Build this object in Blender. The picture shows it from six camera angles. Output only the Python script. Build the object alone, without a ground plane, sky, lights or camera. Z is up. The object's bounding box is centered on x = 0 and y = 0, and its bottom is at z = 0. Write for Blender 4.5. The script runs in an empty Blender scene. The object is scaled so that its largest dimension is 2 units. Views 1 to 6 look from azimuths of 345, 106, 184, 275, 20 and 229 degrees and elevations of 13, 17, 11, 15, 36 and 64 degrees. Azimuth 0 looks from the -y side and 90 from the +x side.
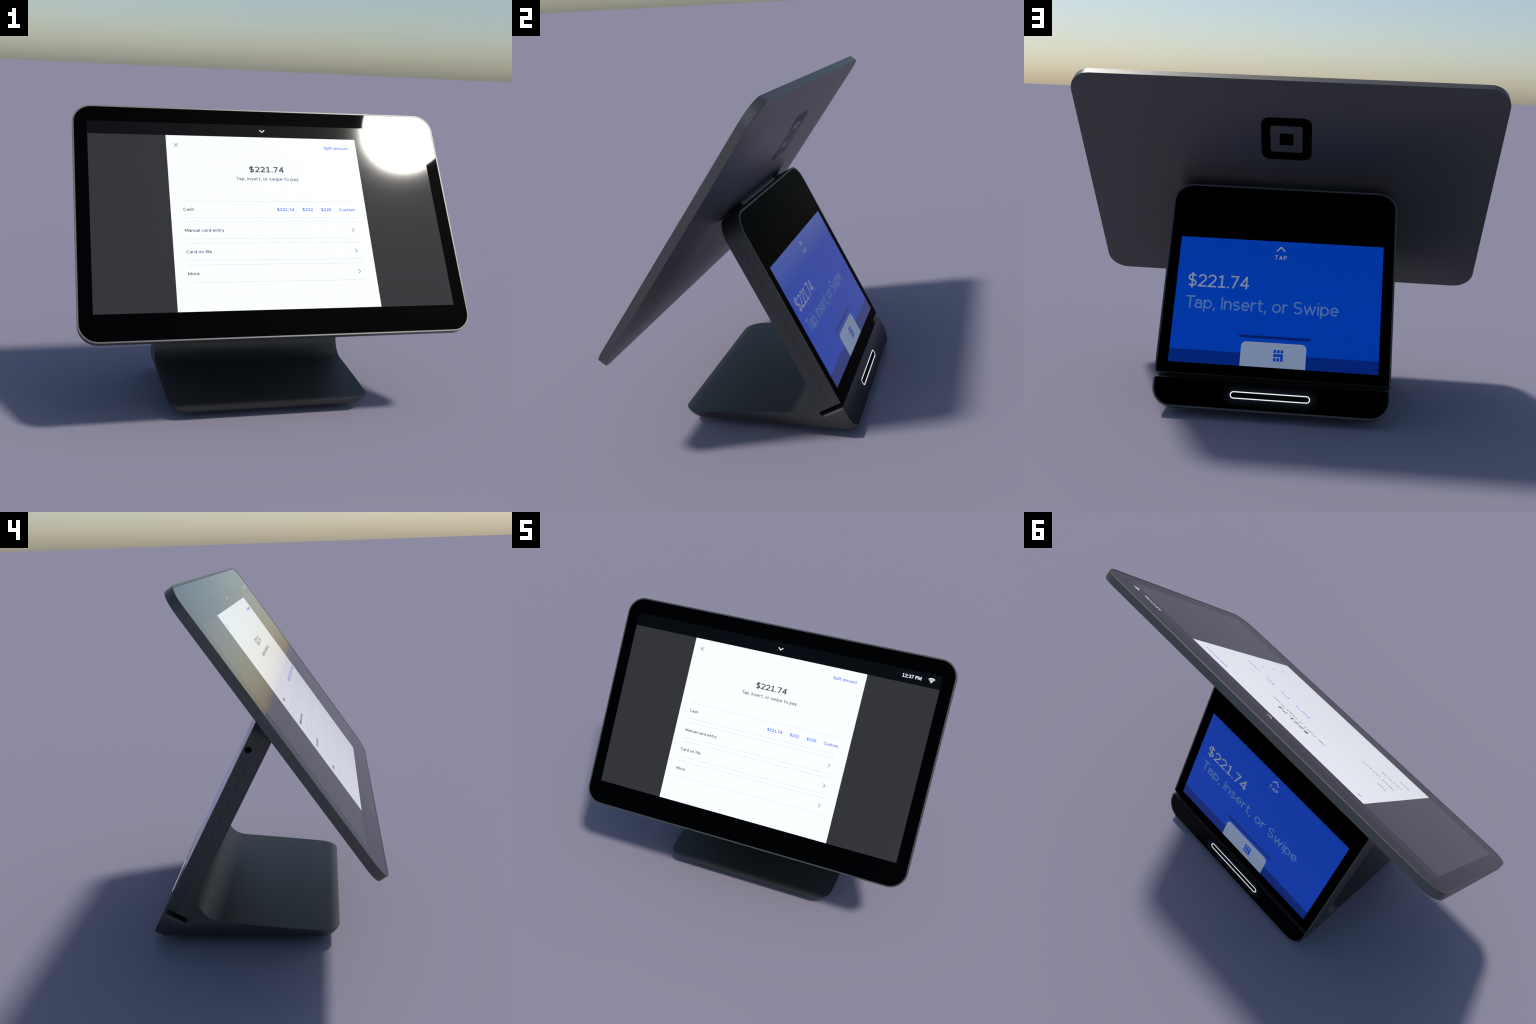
"""Counter-top payment terminal: a tilted tablet facing the seller, carried by a
folded metal stand whose other side is a small customer display with a card slot."""
import bpy, bmesh, math
from mathutils import Matrix, Vector

# ------------------------------------------------------------------ frames
# tablet frame: x to the right, y up the screen, z out of the screen
TILT = math.radians(55.195)
TAB_O = Vector((0.0, -0.4084, 0.6126))
TAB_U = Vector((0, math.cos(TILT), math.sin(TILT)))
TAB_N = Vector((0, -math.sin(TILT), math.cos(TILT)))
# customer frame: x to the customer's right (= world -x), y up the face, z out of it
LEAN = math.radians(117.1255)
CUS_O = Vector((0.0, 0.3978, 0.2297))
CUS_U = Vector((0, math.cos(LEAN), math.sin(LEAN)))
CUS_N = Vector((0, math.sin(LEAN), -math.cos(LEAN)))


def frame(o, x, y, z):
    m = Matrix.Identity(4)
    for i, v in enumerate((x, y, z, o)):
        for r in range(3):
            m[r][i] = v[r]
    return m


TAB = frame(TAB_O, Vector((1, 0, 0)), TAB_U, TAB_N)
CUS = frame(CUS_O, Vector((-1, 0, 0)), CUS_U, CUS_N)
COLL = bpy.context.scene.collection

# ------------------------------------------------------------------ sizes
TAB_S0, TAB_S1, TAB_R, TAB_T = -0.1415, 1.1355, 0.100, 0.0370
RIM = 0.0078
HW, R = 0.5445, 0.0915            # stand half width and its corner radius
FACE_S0, FACE_S1 = -0.2070, 0.8805
SEAM = -0.0435                    # joint between front cover and rear body
BACK = -0.0915                    # rear of the upright slab
SLOT_HI, SLOT_LO, SLOT_END = -0.0500, -0.0725, -0.1073
FLOOR = 0.024                     # underside of the metal base


# ------------------------------------------------------------------ materials
def principled(name, color, metallic=0.0, rough=0.5, spec=0.5, grain=0.0, emit=None):
    m = bpy.data.materials.new(name)
    m.use_nodes = True
    nt = m.node_tree
    b = nt.nodes["Principled BSDF"]
    b.inputs["Base Color"].default_value = (*color, 1)
    b.inputs["Metallic"].default_value = metallic
    b.inputs["Roughness"].default_value = rough
    b.inputs["Specular IOR Level"].default_value = spec
    if emit:
        b.inputs["Emission Color"].default_value = (*emit[0], 1)
        b.inputs["Emission Strength"].default_value = emit[1]
    # a faint mottling of the finish keeps large plain faces from being perfectly even
    tc = nt.nodes.new("ShaderNodeTexCoord")
    nz = nt.nodes.new("ShaderNodeTexNoise")
    nz.inputs["Scale"].default_value = 60.0
    nz.inputs["Detail"].default_value = 3.0
    mr = nt.nodes.new("ShaderNodeMapRange")
    mr.inputs["To Min"].default_value = max(0.0, rough - grain)
    mr.inputs["To Max"].default_value = rough + grain
    nt.links.new(tc.outputs["Object"], nz.inputs["Vector"])
    nt.links.new(nz.outputs["Fac"], mr.inputs["Value"])
    nt.links.new(mr.outputs["Result"], b.inputs["Roughness"])
    return m


def srgb(r, g, b):
    f = lambda c: c / 12.92 if c <= 0.04045 else ((c + 0.055) / 1.055) ** 2.4
    return f(r / 255), f(g / 255), f(b / 255)


METAL = principled("dark_anodised_metal", (0.109, 0.109, 0.1055), 0.72, 0.42, 0.5, 0.012)
STAND_METAL = principled("dark_blasted_metal", (0.096, 0.096, 0.092), 0.80, 0.52, 0.4, 0.012)
BLACK_GLASS = principled("black_glass", (0.0032, 0.0032, 0.0032), 1.0, 0.02, 0.5, 0.0)
BLACK_GLOSS = principled("black_inlay", (0.0, 0.0, 0.0), 0.0, 0.30, 0.02, 0.0)
BLACK_PLASTIC = principled("black_plastic", (0.0015, 0.0015, 0.0015), 0.0, 0.6, 0.1, 0.02)
FRAME_GLASS = principled("black_frame_glass", (0.0, 0.0, 0.0), 0.0, 0.05, 0.003, 0.0)
LIP_GLASS = principled("black_lip", (0.0, 0.0, 0.0), 1.0, 0.15, 0.5, 0.0)
RUBBER = principled("black_rubber", (0.012, 0.012, 0.013), 0.0, 0.8, 0.2, 0.03)
LED = principled("lamp_ring", (0.8, 0.8, 0.8), 0.0, 0.4, 0.3, 0.0, ((1.0, 0.98, 0.95), 0.8))


def screen(name, color, rough=0.06):
    """Matt picture behind coated glass: hardly any reflection head-on, plain glass at a slant."""
    m = principled(name, color, 0.0, rough, 0.5, 0.0)
    nt = m.node_tree
    lw = nt.nodes.new("ShaderNodeLayerWeight")
    lw.inputs["Blend"].default_value = 0.5
    mr = nt.nodes.new("ShaderNodeMapRange")
    mr.inputs["From Min"].default_value, mr.inputs["From Max"].default_value = 0.25, 0.62
    mr.inputs["To Min"].default_value, mr.inputs["To Max"].default_value = 0.13, 0.5
    nt.links.new(lw.outputs["Facing"], mr.inputs["Value"])
    nt.links.new(mr.outputs["Result"], nt.nodes["Principled BSDF"].inputs["Specular IOR Level"])
    return m


S_DIM = screen("screen_dimmed_grey", srgb(52, 52, 53))
S_BAR = screen("screen_black", (0.0012, 0.0014, 0.0018))
S_WHITE = screen("screen_white", (1.0, 1.0, 0.985))
S_INK = screen("screen_ink", srgb(62, 68, 80))
S_INK2 = screen("screen_ink_soft", srgb(80, 85, 98))
S_GREY = screen("screen_icon_grey", srgb(130, 135, 155))
S_LINE = screen("screen_hairline", srgb(216, 220, 234))
S_LINK = screen("screen_link_blue", srgb(75, 120, 255))
S_STATUS = screen("screen_status_white", (0.95, 0.95, 0.95))
C_BLUE = screen("screen_blue", srgb(0, 106, 255))
C_BAND = screen("screen_deep_blue", srgb(0, 70, 180))
C_SLOT = screen("screen_navy", srgb(0, 56, 155))
C_CARD = screen("screen_card_white", srgb(245, 250, 255))
C_TEXT = screen("screen_text_white", (0.95, 0.97, 0.97))
C_SOFT = screen("screen_text_pale_blue", srgb(152, 196, 250))


# ------------------------------------------------------------------ mesh helpers
def finish(name, bm, mat, parent, matrix=None, angle=30):
    bmesh.ops.remove_doubles(bm, verts=bm.verts, dist=1e-6)
    bmesh.ops.recalc_face_normals(bm, faces=bm.faces)
    me = bpy.data.meshes.new(name)
    bm.to_mesh(me)
    bm.free()
    me.materials.append(mat)
    for p in me.polygons:
        p.use_smooth = True
    me.set_sharp_from_angle(angle=math.radians(angle))
    ob = bpy.data.objects.new(name, me)
    COLL.objects.link(ob)
    ob.parent = parent
    if matrix is not None:
        ob.matrix_basis = matrix
    return ob


def rounded(x0, x1, y0, y1, radii, inset=0.0, seg=14):
    """Counter-clockwise rounded rectangle; radii = (bl, br, tr, tl)."""
    x0, x1, y0, y1 = x0 + inset, x1 - inset, y0 + inset, y1 - inset
    rr = [max(1e-4, r - inset) for r in radii]
    pts = []
    for (cx, cy, r, a) in ((x0 + rr[0], y0 + rr[0], rr[0], 180), (x1 - rr[1], y0 + rr[1], rr[1], 270),
                           (x1 - rr[2], y1 - rr[2], rr[2], 0), (x0 + rr[3], y1 - rr[3], rr[3], 90)):
        for i in range(seg + 1):
            t = math.radians(a + 90 * i / seg)
            pts.append((cx + r * math.cos(t), cy + r * math.sin(t)))
    return pts


def loft(loops, close=True):
    """Stack of equally long loops [(points2d, z), ...] joined by quads, capped at both ends."""
    bm = bmesh.new()
    rings = [[bm.verts.new((x, y, z)) for x, y in pts] for pts, z in loops]
    k = len(rings[0])
    for a, b in zip(rings, rings[1:]):
        for i in range(k):
            j = (i + 1) % k
            bm.faces.new((a[i], a[j], b[j], b[i]))
    if close:
        bm.faces.new(list(reversed(rings[0])))
        bm.faces.new(rings[-1])
    return bm


def prism(points, z0, z1):
    return loft([(points, z0), (points, z1)])


def merge(target, *others):
    for o in others:
        me = bpy.data.meshes.new("part_tmp")
        o.to_mesh(me)
        o.free()
        target.from_mesh(me)
        bpy.data.meshes.remove(me)
    return target


def boolean(ob, bm, mode):
    """Apply one boolean with a throw-away cutter, given in the object's own frame."""
    bmesh.ops.recalc_face_normals(bm, faces=bm.faces)
    me = bpy.data.meshes.new("cutter_tmp")
    bm.to_mesh(me)
    bm.free()
    for p in me.polygons:
        p.use_smooth = True
    c = bpy.data.objects.new("cutter_tmp", me)
    COLL.objects.link(c)
    c.parent = ob.parent
    c.matrix_basis = ob.matrix_basis.copy()
    md = ob.modifiers.new("cut", "BOOLEAN")
    md.operation, md.solver, md.object = mode, "EXACT", c
    bpy.context.view_layer.update()
    dg = bpy.context.evaluated_depsgraph_get()
    new = bpy.data.meshes.new_from_object(ob.evaluated_get(dg))
    ob.modifiers.clear()
    old = ob.data
    ob.data = new
    new.name = old.name
    bpy.data.meshes.remove(old)
    bpy.data.objects.remove(c)
    bpy.data.meshes.remove(me)
    while len(ob.data.materials) > 1:
        ob.data.materials.pop()


def resharpen(ob, angle=30, weld=1e-5):
    bm = bmesh.new()
    bm.from_mesh(ob.data)
    bmesh.ops.remove_doubles(bm, verts=bm.verts, dist=weld)
    bm.to_mesh(ob.data)
    bm.free()
    for p in ob.data.polygons:
        p.use_smooth = True
        p.material_index = 0
    ob.data.set_sharp_from_angle(angle=math.radians(angle))


def plate(name, points, z0, z1, mat, parent):
    return finish(name, prism(points, z0, z1), mat, parent)


def box2(x0, x1, y0, y1):
    return [(x0, y0), (x1, y0), (x1, y1), (x0, y1)]


# ------------------------------------------------------------------ lettering and icons
XH = 0.72                         # height of small letters, capitals being 1


def arc(cx, cy, rx, ry, a0, a1, n=14):
    return [(cx + rx * math.cos(math.radians(a0 + (a1 - a0) * i / n)),
             cy + ry * math.sin(math.radians(a0 + (a1 - a0) * i / n))) for i in range(n + 1)]


def s_curve(W, H, h, cut=28):
    r = (H - 2 * h) / 4
    return arc(W / 2, H - h - r, W / 2 - h, r, cut, 270, 18) + arc(W / 2, h + r, W / 2 - h, r, 90, -180 + cut, 18)[1:]


def arch(x0, x1, top, h, foot=0.0):
    r = (x1 - x0) / 2
    return [(x0, top - h - r * 1.15)] + arc((x0 + x1) / 2, top - h - r, r, r, 180, 0)[1:] + [(x1, foot)]


def glyph(ch, w):
    """Advance width and pen strokes of one letter of a plain geometric sans; a stroke is (points, closed)."""
    h = w / 2
    o = lambda *p: (list(p), False)
    if ch in ".:":
        dot = lambda y: (arc(w * 0.6, y, w * 0.31, w * 0.31, 0, 330, 11), True, w * 0.62)
        return w * 1.2, [dot(h)] + ([dot(XH - h)] if ch == ":" else [])
    if ch == ",":
        return w * 1.3, [o((w * 0.85, w), (w * 0.35, -0.16))]
    if ch in "Il":
        return w, [o((h, 0), (h, 1))]
    if ch == "i":
        return w, [o((h, 0), (h, XH)), o((h, 1 - w * 1.1), (h, 1))]
    if ch == "T":
        return 0.74, [o((0, 1 - h), (0.74, 1 - h)), o((0.37, 0), (0.37, 1 - h))]
    if ch == "A":
        W = 0.80
        return W, [o((h * 0.9, 0), (W / 2, 1 - w * 1.2), (W - h * 0.9, 0)), o((0.18, 0.27), (W - 0.18, 0.27))]
    if ch == "P":
        W, m = 0.62, 0.44
        r = (1 - h - m) / 2
        return W, [o((h, 0), (h, 1)), ([(h, 1 - h)] + arc(W - h - r, m + r, r, r, 90, -90) + [(h, m)], False)]
    if ch == "M":
        W = 0.90
        return W, [o((h, 0), (h, 1)), o((W - h, 0), (W - h, 1)), o((h, 1 - h), (W / 2, 0.22), (W - h, 1 - h))]
    if ch == "S":
        return 0.66, [(s_curve(0.66, 1, h), False)]
    if ch == "$":
        return 0.64, [(s_curve(0.64, 1, h), False), o((0.32, -0.12), (0.32, 1.12))]
    if ch == "C":
        return 0.78, [(arc(0.41, 0.5, 0.41 - h, 0.5 - h, 42, 318, 26), False)]
    if ch == "1":
        return 0.58, [o((0.32, h), (0.32, 1)), o((0.08, 0.80), (0.32, 1 - h)), o((0.04, h), (0.58, h))]
    if ch == "2":
        W, r = 0.62, 0.31 - h
        return W, [(arc(0.31, 1 - h - r, r, r, 168, -38, 18) + [(h * 1.3, h), (W, h)], False)]
    if ch == "3":
        W, r = 0.62, (1 - w) / 4
        return W, [(arc(W / 2, 1 - h - r, (W / 2 - h) * 0.92, r, 155, -90, 16) + arc(W / 2, h + r, W / 2 - h, r, 90, -155, 16)[1:], False)]
    if ch == "4":
        W = 0.66
        return W, [o((0.47, 0), (0.47, 1)), o((0.47, 1 - h), (h * 0.9, 0.27), (W, 0.27))]
    if ch == "5":
        W, r = 0.62, 0.31 - h
        return W, [([(W - 0.05, 1 - h), (0.11, 1 - h), (0.08, 0.50)] + arc(W / 2, h + r, r, r + 0.02, 128, -155, 18), False)]
    if ch == "7":
        return 0.60, [o((0, 1 - h), (0.60 - h, 1 - h), (0.18, 0))]
    if ch == "a":
        W, b = 0.56, 0.42
        return W, [([(h * 1.2, XH - 0.20)] + arc(W / 2, XH - h - 0.19, W / 2 - h, 0.19, 155, 0)[1:] + [(W - h, 0)], False),
                   ([(W - h, b)] + arc(0.24, (b + h) / 2, 0.24 - h, (b - h) / 2, 90, 270) + [(0.36, h), (W - h, 0.17)], False)]
    if ch == "c":
        return 0.56, [(arc(0.31, XH / 2, 0.31 - h, XH / 2 - h, 42, 318, 24), False)]
    if ch == "o":
        return 0.66, [(arc(0.33, XH / 2, 0.33 - h, XH / 2 - h, 0, 345, 23), True)]
    if ch in "dp":
        W = 0.64
        ring = (arc(W / 2, XH / 2, W / 2 - h, XH / 2 - h, 0, 345, 23), True)
        return W, [ring, o((W - h, 0), (W - h, 1)) if ch == "d" else o((h, -0.24), (h, XH))]
    if ch == "e":
        W = 0.62
        return W, [([(h, XH / 2)] + arc(W / 2, XH / 2, W / 2 - h, XH / 2 - h, 0, 318, 24), False)]
    if ch in "ft":
        W = 0.42
        if ch == "f":
            return W, [([(0.19, 0)] + arc(0.36, 0.80, 0.17, 0.20 - h, 180, 90, 8) + [(W, 1 - h)], False), o((0, XH - h), (W, XH - h))]
        return W, [([(0.17, 0.93)] + arc(0.33, 0.19, 0.16, 0.19 - h, 180, 270, 8) + [(W, h)], False), o((0, XH - h), (W, XH - h))]
    if ch in "hn":
        W = 0.58
        return W, [o((h, 0), (h, 1 if ch == "h" else XH)), (arch(h, W - h, XH, h), False)]
    if ch == "m":
        W = 0.94
        return W, [o((h, 0), (h, XH)), (arch(h, W / 2, XH, h), False), (arch(W / 2, W - h, XH, h), False)]
    if ch == "u":
        W = 0.58
        return W, [o((W - h, 0), (W - h, XH)), ([(W - x, XH - y) for x, y in arch(h, W - h, XH, h)], False)]
    if ch == "r":
        return 0.38, [o((h, 0), (h, XH)), ([(h, XH - 0.30)] + arc(0.30, XH - h - 0.24, 0.30 - h, 0.24, 180, 90, 8)[1:] + [(0.38, XH - h)], False)]
    if ch == "s":
        return 0.52, [(s_curve(0.52, XH, h, 30), False)]
    if ch == "w":
        W = 0.92
        return W, [o((h * 0.8, XH), (W * 0.27, w * 0.55), (W / 2, XH - w * 0.55), (W * 0.73, w * 0.55), (W - h * 0.8, XH))]
    if ch == "y":
        W = 0.60
        return W, [o((h * 0.8, XH), (W / 2, 0.03)), o((W - h * 0.8, XH), (0.19, -0.24))]
    raise ValueError(ch)


def pen(points, w, closed):
    """Left and right edge of a stroke with mitred joints."""
    P = [Vector(p) for p in points]
    k = len(P)
    L, R_ = [], []
    for i, p in enumerate(P):
        a = P[i - 1] if (i or closed) else None
        b = P[(i + 1) % k] if (i < k - 1 or closed) else None
        n0 = Vector((-(p - a).y, (p - a).x)).normalized() if a is not None else None
        n1 = Vector((-(b - p).y, (b - p).x)).normalized() if b is not None else None
        if n0 is None or n1 is None:
            m, q = (n1 or n0), w / 2
        else:
            m = (n0 + n1).normalized()
            q = w / 2 / max(0.35, m.dot(n1))
        L.append(p + m * q)
        R_.append(p - m * q)
    return L, R_


def label(body, x0, x1, base, cap, z0, z1, mat, parent, w=0.13, gap=None, name="text_label"):
    """Lettering drawn stroke by stroke, fitted between x0 and x1 on a baseline at the given capital height."""
    gap = 0.155 - w * 0.25 if gap is None else gap
    x, strokes = 0.0, []
    for i, ch in enumerate(body):
        if ch == " ":
            x += 0.45 - gap
            continue
        adv, ss = glyph(ch, w)
        if i and body[i - 1] == "T" and ch in "ao":
            x -= 0.12
        if ch == ".":
            x += 0.03
        for pts, closed, *own in ss:
            strokes.append(([(px + x, py) for px, py in pts], closed, own[0] if own else w))
        x += adv + gap
    sx, sy = (x1 - x0) / (x - gap), cap
    bm = bmesh.new()
    for i, (pts, closed, width) in enumerate(strokes):
        L, R_ = pen(pts, width, closed)
        top = z1 + 1.5e-5 * (i % 6)     # crossing strokes lie a hair above each other
        mk = lambda p, z: bm.verts.new((x0 + p.x * sx, base + p.y * sy, z))
        lt, rt = [mk(p, top) for p in L], [mk(p, top) for p in R_]
        lb, rb = [mk(p, z0) for p in L], [mk(p, z0) for p in R_]
        n = len(L)
        for j in range(n if closed else n - 1):
            q = (j + 1) % n
            bm.faces.new((rt[j], rt[q], lt[q], lt[j]))
            bm.faces.new((lt[j], lt[q], lb[q], lb[j]))
            bm.faces.new((rt[q], rt[j], rb[j], rb[q]))
        if not closed:
            bm.faces.new((rt[0], lt[0], lb[0], rb[0]))
            bm.faces.new((lt[-1], rt[-1], rb[-1], lb[-1]))
    me = bpy.data.meshes.new(name)
    bm.to_mesh(me)
    bm.free()
    me.materials.append(mat)
    ob = bpy.data.objects.new(name, me)
    COLL.objects.link(ob)
    ob.parent = parent
    return ob


def stroke(points, width, caps=5):
    """Outline of a two-segment or longer polyline drawn with a round pen."""
    P = [Vector(p) for p in points]
    h = width / 2
    left, right = [], []
    dirs = [(b - a).normalized() for a, b in zip(P, P[1:])]
    nrm = [Vector((-d.y, d.x)) for d in dirs]
    for i in range(1, len(P) - 1):
        m = (nrm[i - 1] + nrm[i]).normalized()
        k = h / max(0.3, m.dot(nrm[i]))
        left.append(P[i] + m * k)
        right.append(P[i] - m * k)

    def cap(c, n0):
        a0 = math.atan2(n0.y, n0.x)
        return [c + Vector((math.cos(a0 - math.pi * j / caps), math.sin(a0 - math.pi * j / caps))) * h
                for j in range(caps + 1)]
    out = left + cap(P[-1], nrm[-1]) + list(reversed(right)) + cap(P[0], -nrm[0])
    out = [(p.x, p.y) for p in out]
    return list(reversed(out))


def cross(cx, cy, half, width):
    w, c = width / 2, math.sqrt(0.5)
    q = []
    for k in range(4):
        a = math.radians(45 + 90 * k)
        d, n = Vector((math.cos(a), math.sin(a))), Vector((-math.sin(a), math.cos(a)))
        q += [d * half - n * w, d * half + n * w, (d + n) * w]
    return [(cx + p.x, cy + p.y) for p in q]


def arc_band(cx, cy, r0, r1, a0, a1, n=12):
    t = [math.radians(a0 + (a1 - a0) * i / n) for i in range(n + 1)]
    return [(cx + r1 * math.cos(a), cy + r1 * math.sin(a)) for a in t] + \
           ([(cx + r0 * math.cos(a), cy + r0 * math.sin(a)) for a in reversed(t)] if r0 > 0 else [(cx, cy)])


# ================================================================== the thing
root = bpy.data.objects.new("payment_terminal", None)
COLL.objects.link(root)
root["label"] = "dark grey counter payment terminal with tilted touchscreen and customer display"
root["category"] = "payment terminal"

# ------------------------------------------------------------------ tablet
rect = lambda inset: rounded(-1.0, 1.0, TAB_S0, TAB_S1, (TAB_R,) * 4, inset, 20)
TAB_C = (TAB_S0 + TAB_S1) / 2
DOME, DOME_RUN = 0.0232, 0.36


def dome(x, y):
    """How far the back swells out behind its flat rim."""
    f = lambda d: 1 - (1 - min(max(d, 0.0) / DOME_RUN, 1.0)) ** 2
    return DOME * f(1.0 - abs(x)) * f((TAB_S1 - TAB_S0) / 2 - abs(y - TAB_C))


GLASS = -0.0009                   # the glass lies a little below the metal rim
FRONT = 0.0
bm = loft([(rect(0.0012), -TAB_T), (rect(0.0), -TAB_T + 0.0014),
           (rect(0.0), FRONT - 0.0010), (rect(0.0010), FRONT), (rect(RIM), FRONT), (rect(RIM), -0.0060)])
bm.faces.ensure_lookup_table()
bmesh.ops.delete(bm, geom=[f for f in bm.faces if all(abs(v.co.z + TAB_T) < 1e-7 for v in f.verts)], context="FACES_ONLY")
rim_loop, prev = rect(0.0012), None
steps = [0, .004, .01, .018, .03] + [.03 + .89 * (i / 34) for i in range(1, 35)]
for t in steps:
    ring = []
    for x, y in rim_loop:
        px, py = x * (1 - t), TAB_C + (y - TAB_C) * (1 - t)
        ring.append(bm.verts.new((px, py, -TAB_T - dome(px, py))))
    if prev:
        for i in range(len(ring)):
            j = (i + 1) % len(ring)
            bm.faces.new((prev[j], prev[i], ring[i], ring[j]))
    prev = ring
bm.faces.new(list(reversed(prev)))
tablet = finish("tablet", bm, METAL, root, TAB)

MARK_Y, MARK_A = 0.8270, 0.1190
ring_out = rounded(-MARK_A, MARK_A, MARK_Y - MARK_A - .0010, MARK_Y + MARK_A + .0010, (0.040,) * 4)
ring_in = rounded(-0.0758, 0.0758, MARK_Y - 0.0757, MARK_Y + 0.0757, (0.0125,) * 4)
core = rounded(-0.0323, 0.0323, MARK_Y - 0.0328, MARK_Y + 0.0328, (0.0065,) * 4)


def ring_prism(outer, inner, z0, z1):
    bm = bmesh.new()
    v = [[bm.verts.new((x, y, z)) for x, y in pts] for pts, z in ((outer, z0), (outer, z1), (inner, z1), (inner, z0))]
    k = len(outer)
    for a in range(4):
        for i in range(k):
            j = (i + 1) % k
            bm.faces.new((v[a][i], v[a][j], v[(a + 1) % 4][j], v[(a + 1) % 4][i]))
    bmesh.ops.recalc_face_normals(bm, faces=bm.faces)
    return bm


def inlay(name, bm):
    for v in bm.verts:
        v.co.z = -TAB_T - dome(v.co.x, v.co.y) - (0.0011 if v.co.z < 0.5 else -0.0040)
    return finish(name, bm, BLACK_GLOSS, tablet)


inlay("emblem_ring", ring_prism(ring_out, ring_in, 0, 1))
inlay("emblem_square", prism(core, 0, 1))

finish("screen_glass", loft([(rect(RIM + .0002), -0.0065), (rect(RIM + .0002), GLASS - 0.0006), (rect(RIM + .0009), GLASS)]),
       BLACK_GLASS, tablet)

# picture on the seller's screen: thin layers lying on the glass
DX, DY = 0.9253, 1.0425
BAR_Y = 0.9680
L0, L1, L2, L3 = GLASS - 0.0003, GLASS + 0.00015, GLASS + 0.0003, GLASS + 0.00045
plate("display_backdrop", box2(-DX, DX, 0.0, BAR_Y), L0, L1, S_DIM, tablet)
plate("status_bar", box2(-DX, DX, BAR_Y, DY), L0, L1, S_BAR, tablet)
plate("payment_sheet", box2(-0.5258, 0.5206, 0.0003, BAR_Y + 0.0003), L0, L2, S_WHITE, tablet)

T = lambda body, x0, x1, base, cap, mat, w=0.13: label(body, x0, x1, base, cap, L0, L3, mat, tablet, w)
T("12:37 PM", 0.7090, 0.8150, 0.9976, 0.0195, S_STATUS, 0.175)
T("Split amount", 0.3345, 0.4735, 0.9040, 0.0168, S_LINK, 0.15)
T("$221.74", -0.0965, 0.0915, 0.7590, 0.0330, S_INK, 0.155)
T("Tap, insert, or swipe to pay", -0.1720, 0.1665, 0.7108, 0.0188, S_INK2, 0.135)
ROW0, STEP = 0.5350, 0.1158
for i, (t, x1) in enumerate((("Cash", -0.4080), ("Manual card entry", -0.2605), ("Card on file", -0.3345), ("More", -0.4060))):
    T(t, -0.4620, x1, ROW0 - STEP * i, 0.0165, S_INK2, 0.155)
for t, x0, x1 in (("$221.74", 0.0300, 0.1220), ("$222", 0.1680, 0.2245), ("$225", 0.2700, 0.3270), ("Custom", 0.3720, 0.4570)):
    T(t, x0, x1, ROW0, 0.0165, S_LINK, 0.165)
for i in range(4):
    top = 0.5892 - i * (STEP + 0.0003)
    for y in (top, top - 0.0922):
        plate("divider_line", box2(-0.4615, 0.4560, y - 0.0009, y + 0.0009), L0, L3, S_LINE, tablet)
for i in range(1, 4):
    y = 0.5422 - STEP * i
    plate("arrow_icon", stroke([(0.4265, y + 0.0103), (0.4375, y), (0.4265, y - 0.0103)], 0.0034), L0, L3, S_GREY, tablet)
plate("close_icon", cross(-0.4750, 0.9118, 0.0150, 0.0027), L0, L3, S_INK2, tablet)
plate("arrow_icon", stroke([(-0.0152, 1.0118), (-0.0030, 1.0003), (0.0092, 1.0118)], 0.0052), L0, L3, S_STATUS, tablet)
bm = bmesh.new()
for r0, r1 in ((0.0, 0.0078), (0.0103, 0.0142), (0.0167, 0.0206), (0.0232, 0.0286)):
    merge(bm, prism(arc_band(0.8707, 0.9937, r0, r1, 49, 131), L0, L3))
finish("wifi_icon", bm, S_STATUS, tablet)

# ------------------------------------------------------------------ stand: rear body
P = lambda s, n: CUS_O + CUS_U * s + CUS_N * n     # world point from face height and depth


def solid_from_profile(yz, half):
    bm = bmesh.new()
    a = [bm.verts.new((-half, y, z)) for y, z in yz]
    b = [bm.verts.new((half, y, z)) for y, z in yz]
    k = len(yz)
    for i in range(k):
        j = (i + 1) % k
        bm.faces.new((a[i], a[j], b[j], b[i]))
    bm.faces.new(a)
    bm.faces.new(list(reversed(b)))
    bmesh.ops.recalc_face_normals(bm, faces=bm.faces)
    return bm


def foot_top(y):
    return 0.1080 + 0.0900 * (y - 0.02)


# fillet between the upright slab and the foot
c0 = P(0, BACK)
d_up = Vector((CUS_U.y, CUS_U.z))
d_ft = Vector((-1.0, -0.0900)).normalized()
k = (foot_top(c0.y) - c0.z) / (d_up.y - 0.09 * d_up.x)
corner = Vector((c0.y, c0.z)) + d_up * k
half_ang = d_up.angle(d_ft) / 2
FIL = 0.108
cen = corner + (d_up + d_ft).normalized() * (FIL / math.sin(half_ang))
t_up = corner + d_up * (FIL / math.tan(half_ang))
t_ft = corner + d_ft * (FIL / math.tan(half_ang))
a0 = math.atan2(*(t_up - cen).yx)
a1 = math.atan2(*(t_ft - cen).yx)
while a1 > a0:
    a1 -= math.tau
if a0 - a1 > math.pi:
    a1 += math.tau
fil = [(cen.x + FIL * math.cos(a0 + (a1 - a0) * i / 28), cen.y + FIL * math.sin(a0 + (a1 - a0) * i / 28)) for i in range(29)]

front = P(FACE_S1 + 0.2, SEAM - 0.0012), P(-0.5, SEAM - 0.0012)
profile = [(front[1].y, front[1].z), (front[0].y, front[0].z), (P(FACE_S1 + 0.2, BACK).y, P(FACE_S1 + 0.2, BACK).z)]
profile += fil + [(-0.6, foot_top(-0.6)), (-0.6, -0.3)]
stand = finish("stand", solid_from_profile(profile, 0.8), STAND_METAL, root)


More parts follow.
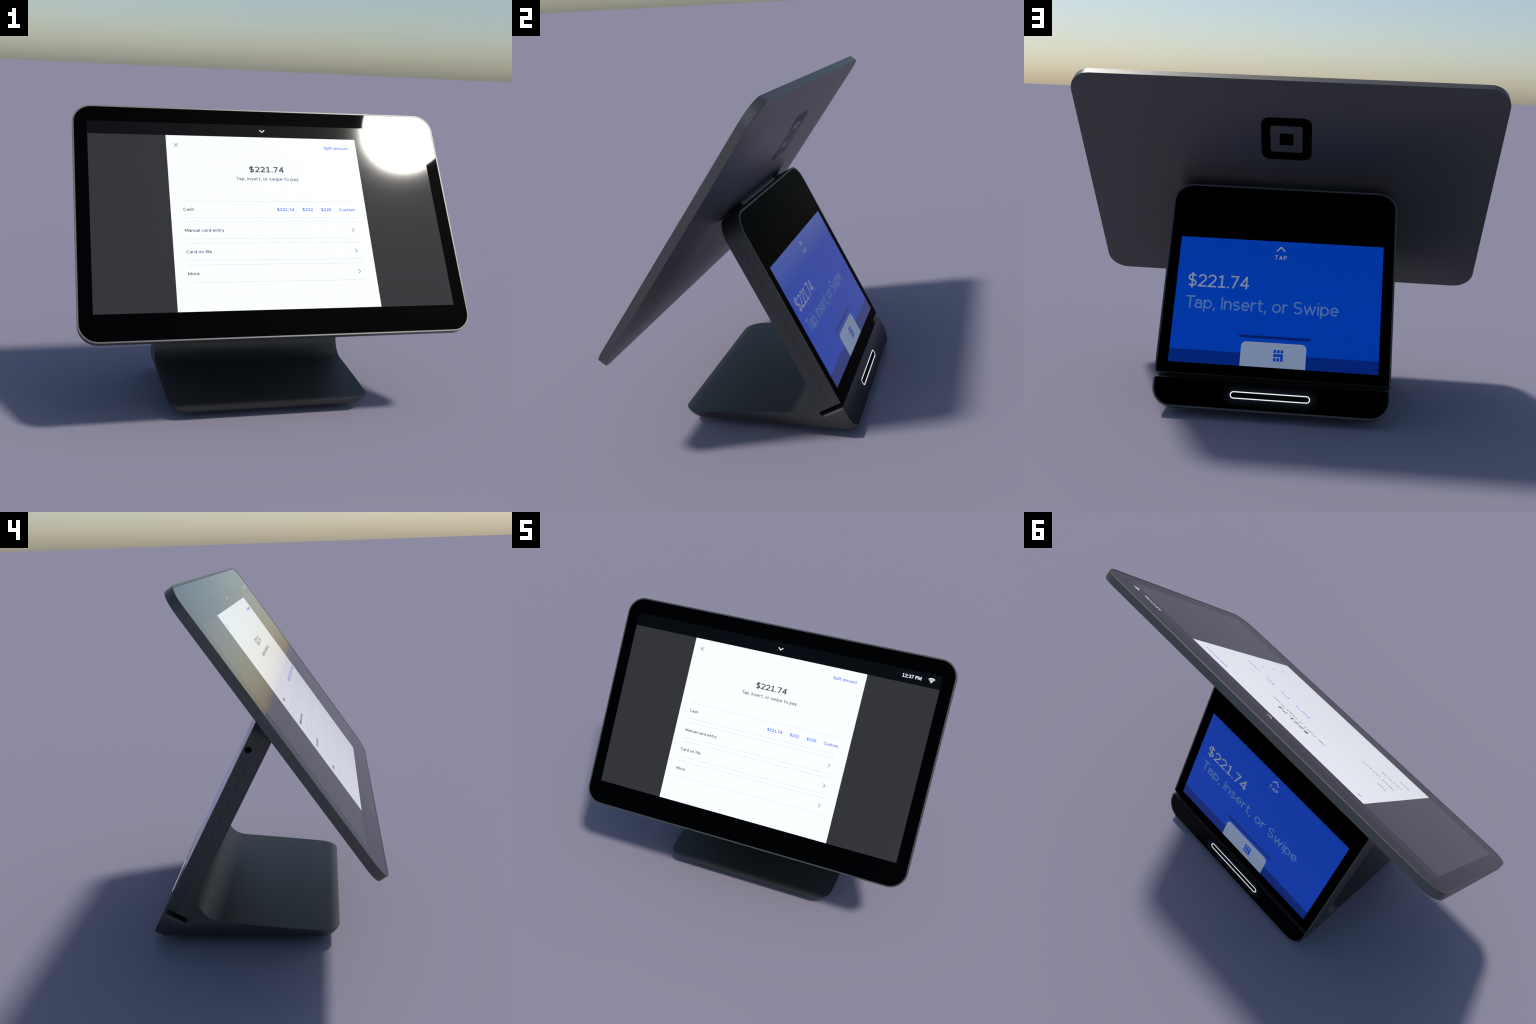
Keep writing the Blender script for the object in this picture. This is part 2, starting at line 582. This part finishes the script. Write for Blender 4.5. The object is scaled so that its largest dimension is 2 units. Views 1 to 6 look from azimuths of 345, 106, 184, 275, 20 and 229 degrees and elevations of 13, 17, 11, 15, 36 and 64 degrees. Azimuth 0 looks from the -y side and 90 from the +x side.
def tub():
    """Rounded-bottom trough: floor at FLOOR, sides and nose turned up with radius R."""
    n = 14
    x, y0, y1 = HW + 0.0001, -0.3255, 1.2
    bm = bmesh.new()
    rings = []
    for i in range(n + 1):
        t = math.pi / 2 * i / n
        ins, z = R * (1 - math.sin(t)), FLOOR + R * (1 - math.cos(t))
        rings.append(([(px, py) for px, py in rounded(-x, x, y0, y1, (R, R, 0.02, 0.02), 0, 14)], ins, z))
    loops = []
    for pts, ins, z in rings:
        loops.append((rounded(-x, x, y0, y1, (R + 1e-3, R + 1e-3, 0.1, 0.1), ins, 14), z))
    loops.append((loops[-1][0], 2.0))
    bm.free()
    return loft(loops)


boolean(stand, tub(), "INTERSECT")
# limits of the upright: same rounded outline as the front cover, swept through everything behind it
lim = loft([(rounded(-HW, HW, -1.5, FACE_S1, (R,) * 4), -2.0), (rounded(-HW, HW, -1.5, FACE_S1, (R,) * 4), 1.0)])
for v in lim.verts:
    v.co = CUS @ v.co
boolean(stand, lim, "INTERSECT")


def slot_cutter(grow=0.0):
    r = (SLOT_HI - SLOT_LO) / 2 + grow
    mid = (SLOT_HI + SLOT_LO) / 2
    bm = bmesh.new()
    prof = [(mid - r, 0.2), (mid + r, 0.2)]
    zc = SLOT_END + r
    prof += [(mid + r * math.cos(math.radians(t)), zc - r * math.sin(math.radians(t))) for t in range(0, 181, 15)]
    a = [bm.verts.new((-0.9, s, n)) for s, n in prof]
    b = [bm.verts.new((0.9, s, n)) for s, n in prof]
    for i in range(len(prof)):
        j = (i + 1) % len(prof)
        bm.faces.new((a[i], a[j], b[j], b[i]))
    bm.faces.new(a)
    bm.faces.new(list(reversed(b)))
    return bm


cut = slot_cutter()
for v in cut.verts:
    v.co = CUS @ v.co
boolean(stand, cut, "DIFFERENCE")
E = 0.012                          # rounded lower edge where the slot leaves the sides
for side in (-1, 1):
    prof = [(side * (HW - E + E * math.cos(t)), SLOT_LO - E + E * math.sin(t)) for t in (math.pi / 2 * i / 8 for i in range(9))]
    prof += [(side * (HW - E), SLOT_LO + 0.006), (side * (HW + 0.01), SLOT_LO + 0.006), (side * (HW + 0.01), SLOT_LO - E)]
    cut = prism(prof, SLOT_END + 0.011, SEAM + 0.001)
    for v in cut.verts:
        v.co = CUS @ v.co
    boolean(stand, cut, "DIFFERENCE")
resharpen(stand)

# ------------------------------------------------------------------ stand: front cover and lip
SMALL = 0.012
FRIM = 0.0085


def cover_loops(y0, y1, radii):
    f = lambda i: rounded(-HW, HW, y0, y1, radii, i, 16)
    return [(f(0.0035), SEAM - 0.0025), (f(0.0035), SEAM), (f(0.0), SEAM), (f(0.0), -0.0010), (f(0.0010), 0.0),
            (f(FRIM), 0.0), (f(FRIM), -0.0035)]


UP_R, LO_R = (0.004, 0.004, R, R), (R, R, SMALL, SMALL)
cover = finish("front_cover", loft(cover_loops(SLOT_HI, FACE_S1, UP_R)), STAND_METAL, root, CUS)
notch = prism(box2(-0.0026, 0.0026, FACE_S1 - FRIM - 0.0005, FACE_S1 + 0.01), -0.012, 0.02)
boolean(cover, notch, "DIFFERENCE")
hole = bmesh.new()
bmesh.ops.create_cone(hole, cap_ends=True, segments=40, radius1=0.0139, radius2=0.0139, depth=0.06,
                      matrix=Matrix.Translation((HW, 0.7372, -0.0211)) @ Matrix.Rotation(math.pi / 2, 4, "Y"))
boolean(cover, hole, "DIFFERENCE")
resharpen(cover)
socket = bmesh.new()
bmesh.ops.create_cone(socket, cap_ends=True, segments=40, radius1=0.0137, radius2=0.0137, depth=0.02,
                      matrix=Matrix.Translation((HW - 0.0125, 0.7372, -0.0211)) @ Matrix.Rotation(math.pi / 2, 4, "Y"))
finish("audio_socket", socket, BLACK_PLASTIC, cover)


def face_glass(name, y0, y1, radii, parent, flush_low, flush_high, mat):
    lo, hi = y0 + (0.0006 if flush_low else FRIM + .0002), y1 - (0.0006 if flush_high else FRIM + .0002)
    rr = [max(0.006, q - FRIM) for q in radii]
    g = lambda i: rounded(-HW + FRIM + .0002, HW - FRIM - .0002, lo, hi, rr, i, 16)
    return finish(name, loft([(g(0), -0.004), (g(0), -0.0006), (g(.0006), 0.0004)]), mat, parent)


face_glass("customer_glass", SLOT_HI, FACE_S1, UP_R, cover, True, False, FRAME_GLASS)
lip = finish("slot_lip", loft(cover_loops(FACE_S0, SLOT_LO, LO_R)), STAND_METAL, root, CUS)
lip_glass = face_glass("lip_glass", FACE_S0, SLOT_LO, LO_R, lip, False, True, LIP_GLASS)

finish("card_reader_bar", prism(box2(-0.487, 0.487, SLOT_LO - 0.0015, SLOT_HI + 0.0015), SLOT_END + 0.004, -0.0200),
       BLACK_PLASTIC, lip)

# customer picture
G0 = 0.0002
K1, K2, K3, K4 = 0.00055, 0.0007, 0.00085, 0.0010
CX, CY = 0.4861, 0.6078
plate("customer_display", box2(-CX, CX, 0, CY), G0, K1, C_BLUE, cover)
plate("shade_band", box2(-CX, CX, 0.0002, 0.0610), G0, K2, C_BAND, cover)
plate("slot_picture", rounded(-0.1670, 0.1670, 0.1340, 0.1460, (0.0058,) * 4, 0, 6), G0, K2, C_SLOT, cover)
plate("card_picture", rounded(-0.1520, 0.1520, 0.0004, 0.1157, (0.0006, 0.0006, 0.024, 0.024), 0, 10), G0, K3, C_CARD, cover)
U = lambda body, x0, x1, base, cap, mat, w=0.13, gap=None: label(body, x0, x1, base, cap, G0, K2, mat, cover, w, gap)
U("TAP", -0.0290, 0.0300, 0.5186, 0.0200, C_TEXT, 0.17, 0.19)
U("$221.74", -0.4320, -0.1395, 0.3634, 0.0615, C_TEXT, 0.116, 0.105)
U("Tap, Insert, or Swipe", -0.4345, 0.2900, 0.2580, 0.0606, C_SOFT, 0.115, 0.105)
plate("arrow_icon", stroke([(-0.0185, 0.5610), (0.0, 0.5790), (0.0185, 0.5610)], 0.0066), G0, K2, C_TEXT, cover)
# chip symbol on the card: seven separate contact fields
x0, x1, y0, y1 = 0.0008, 0.0460, 0.0305, 0.0845
cell = lambda a, b, c, d, rad: plate("chip_contact", rounded(a, b, c, d, rad, 0, 5), G0, K4, C_BLUE, cover)
q, s = 0.006, 0.0002
cell(x0, x0 + .0117, 0.0695, y1, (s, s, s, q))
cell(x0 + .0160, x0 + .0287, 0.0695, y1, (s, s, s, s))
cell(x0 + .0331, x1, 0.0695, y1, (s, s, q, s))
plate("chip_contact", [(x0, 0.0514), (x1 - .0122, 0.0514), (x1 - .0122, y0), (x1 - .004, y0), (x1 - .001, y0 + .001),
                       (x1, y0 + .004), (x1, 0.0655), (x0, 0.0655)], G0, K4, C_BLUE, cover)
cell(x0, x0 + .0117, y0, 0.0468, (q, s, s, s))
cell(x0 + .0160, x0 + .0287, y0, 0.0468, (s, s, s, s))

# lamp ring on the lip, its halo drawn as fading emission on a plate
RX, RY, RC = 0.1835, 0.0166, -0.1345
outer = rounded(-RX, RX, RC - RY, RC + RY, (RY,) * 4, 0, 12)
inner = rounded(-RX, RX, RC - RY, RC + RY, (RY,) * 4, 0.0044, 12)
for piece in (lip, lip_glass):
    boolean(piece, prism(rounded(-RX, RX, RC - RY, RC + RY, (RY,) * 4, 0.0046, 12), -0.034, 0.05), "DIFFERENCE")
    resharpen(piece)
finish("card_slot", prism(rounded(-RX, RX, RC - RY, RC + RY, (RY,) * 4, 0.0042, 12), -0.030, -0.0155), BLACK_PLASTIC, lip)
finish("lamp_ring", ring_prism(outer, inner, 0.0002, 0.0012), LED, lip)

glow = bpy.data.materials.new("painted_lamp_glow")
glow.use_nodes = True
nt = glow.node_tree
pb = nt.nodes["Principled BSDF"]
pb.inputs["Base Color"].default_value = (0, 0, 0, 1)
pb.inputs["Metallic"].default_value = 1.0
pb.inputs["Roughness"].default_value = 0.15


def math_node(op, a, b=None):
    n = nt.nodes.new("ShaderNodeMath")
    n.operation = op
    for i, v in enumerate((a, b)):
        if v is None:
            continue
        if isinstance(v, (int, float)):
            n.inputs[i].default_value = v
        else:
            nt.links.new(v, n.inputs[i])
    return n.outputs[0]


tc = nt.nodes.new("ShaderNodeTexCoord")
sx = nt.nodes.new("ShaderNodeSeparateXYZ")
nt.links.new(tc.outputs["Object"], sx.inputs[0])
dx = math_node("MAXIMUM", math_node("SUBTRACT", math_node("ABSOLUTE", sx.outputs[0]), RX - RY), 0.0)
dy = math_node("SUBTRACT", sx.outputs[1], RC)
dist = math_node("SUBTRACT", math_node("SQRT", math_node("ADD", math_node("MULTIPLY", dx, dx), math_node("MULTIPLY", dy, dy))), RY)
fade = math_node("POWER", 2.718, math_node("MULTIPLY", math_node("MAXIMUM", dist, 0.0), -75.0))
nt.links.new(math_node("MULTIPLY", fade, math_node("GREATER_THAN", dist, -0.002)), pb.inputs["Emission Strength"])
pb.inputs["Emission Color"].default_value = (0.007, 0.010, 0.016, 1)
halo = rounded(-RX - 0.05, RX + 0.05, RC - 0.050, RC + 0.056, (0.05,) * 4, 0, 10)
finish("painted_lamp_glow", ring_prism(halo, rounded(-RX, RX, RC - RY, RC + RY, (RY,) * 4, 0.002, 10), 0.0, 0.0007), glow, lip)

# ------------------------------------------------------------------ hinge between stand and tablet
tab_inv = TAB.inverted()


# a barrel lying in the top of the slab, and a neck from it to the tablet
BS, BN, BR = 0.8740, -0.0840, 0.0340
barrel = [P(BS + BR * math.cos(math.tau * i / 48), BN + BR * math.sin(math.tau * i / 48)) for i in range(48)]
hinge = finish("hinge", solid_from_profile([(p.y, p.z) for p in barrel], 0.2735), METAL, root)
bc = tab_inv @ P(BS, BN)
neck = [TAB @ Vector((0, bc.y + a, b)) for a, b in ((-0.018, bc.z), (0.018, bc.z), (0.018, -TAB_T + .004), (-0.018, -TAB_T + .004))]
finish("hinge_neck", solid_from_profile([(p.y, p.z) for p in neck], 0.2700), METAL, hinge)

# ------------------------------------------------------------------ rubber foot pad
pad = rounded(-0.40, 0.40, -0.20, 0.36, (0.06,) * 4)
finish("foot_pad", loft([(rounded(-0.40, 0.40, -0.20, 0.36, (0.06,) * 4, .004), 0.0), (pad, 0.004), (pad, FLOOR + 0.004)]), RUBBER, root)
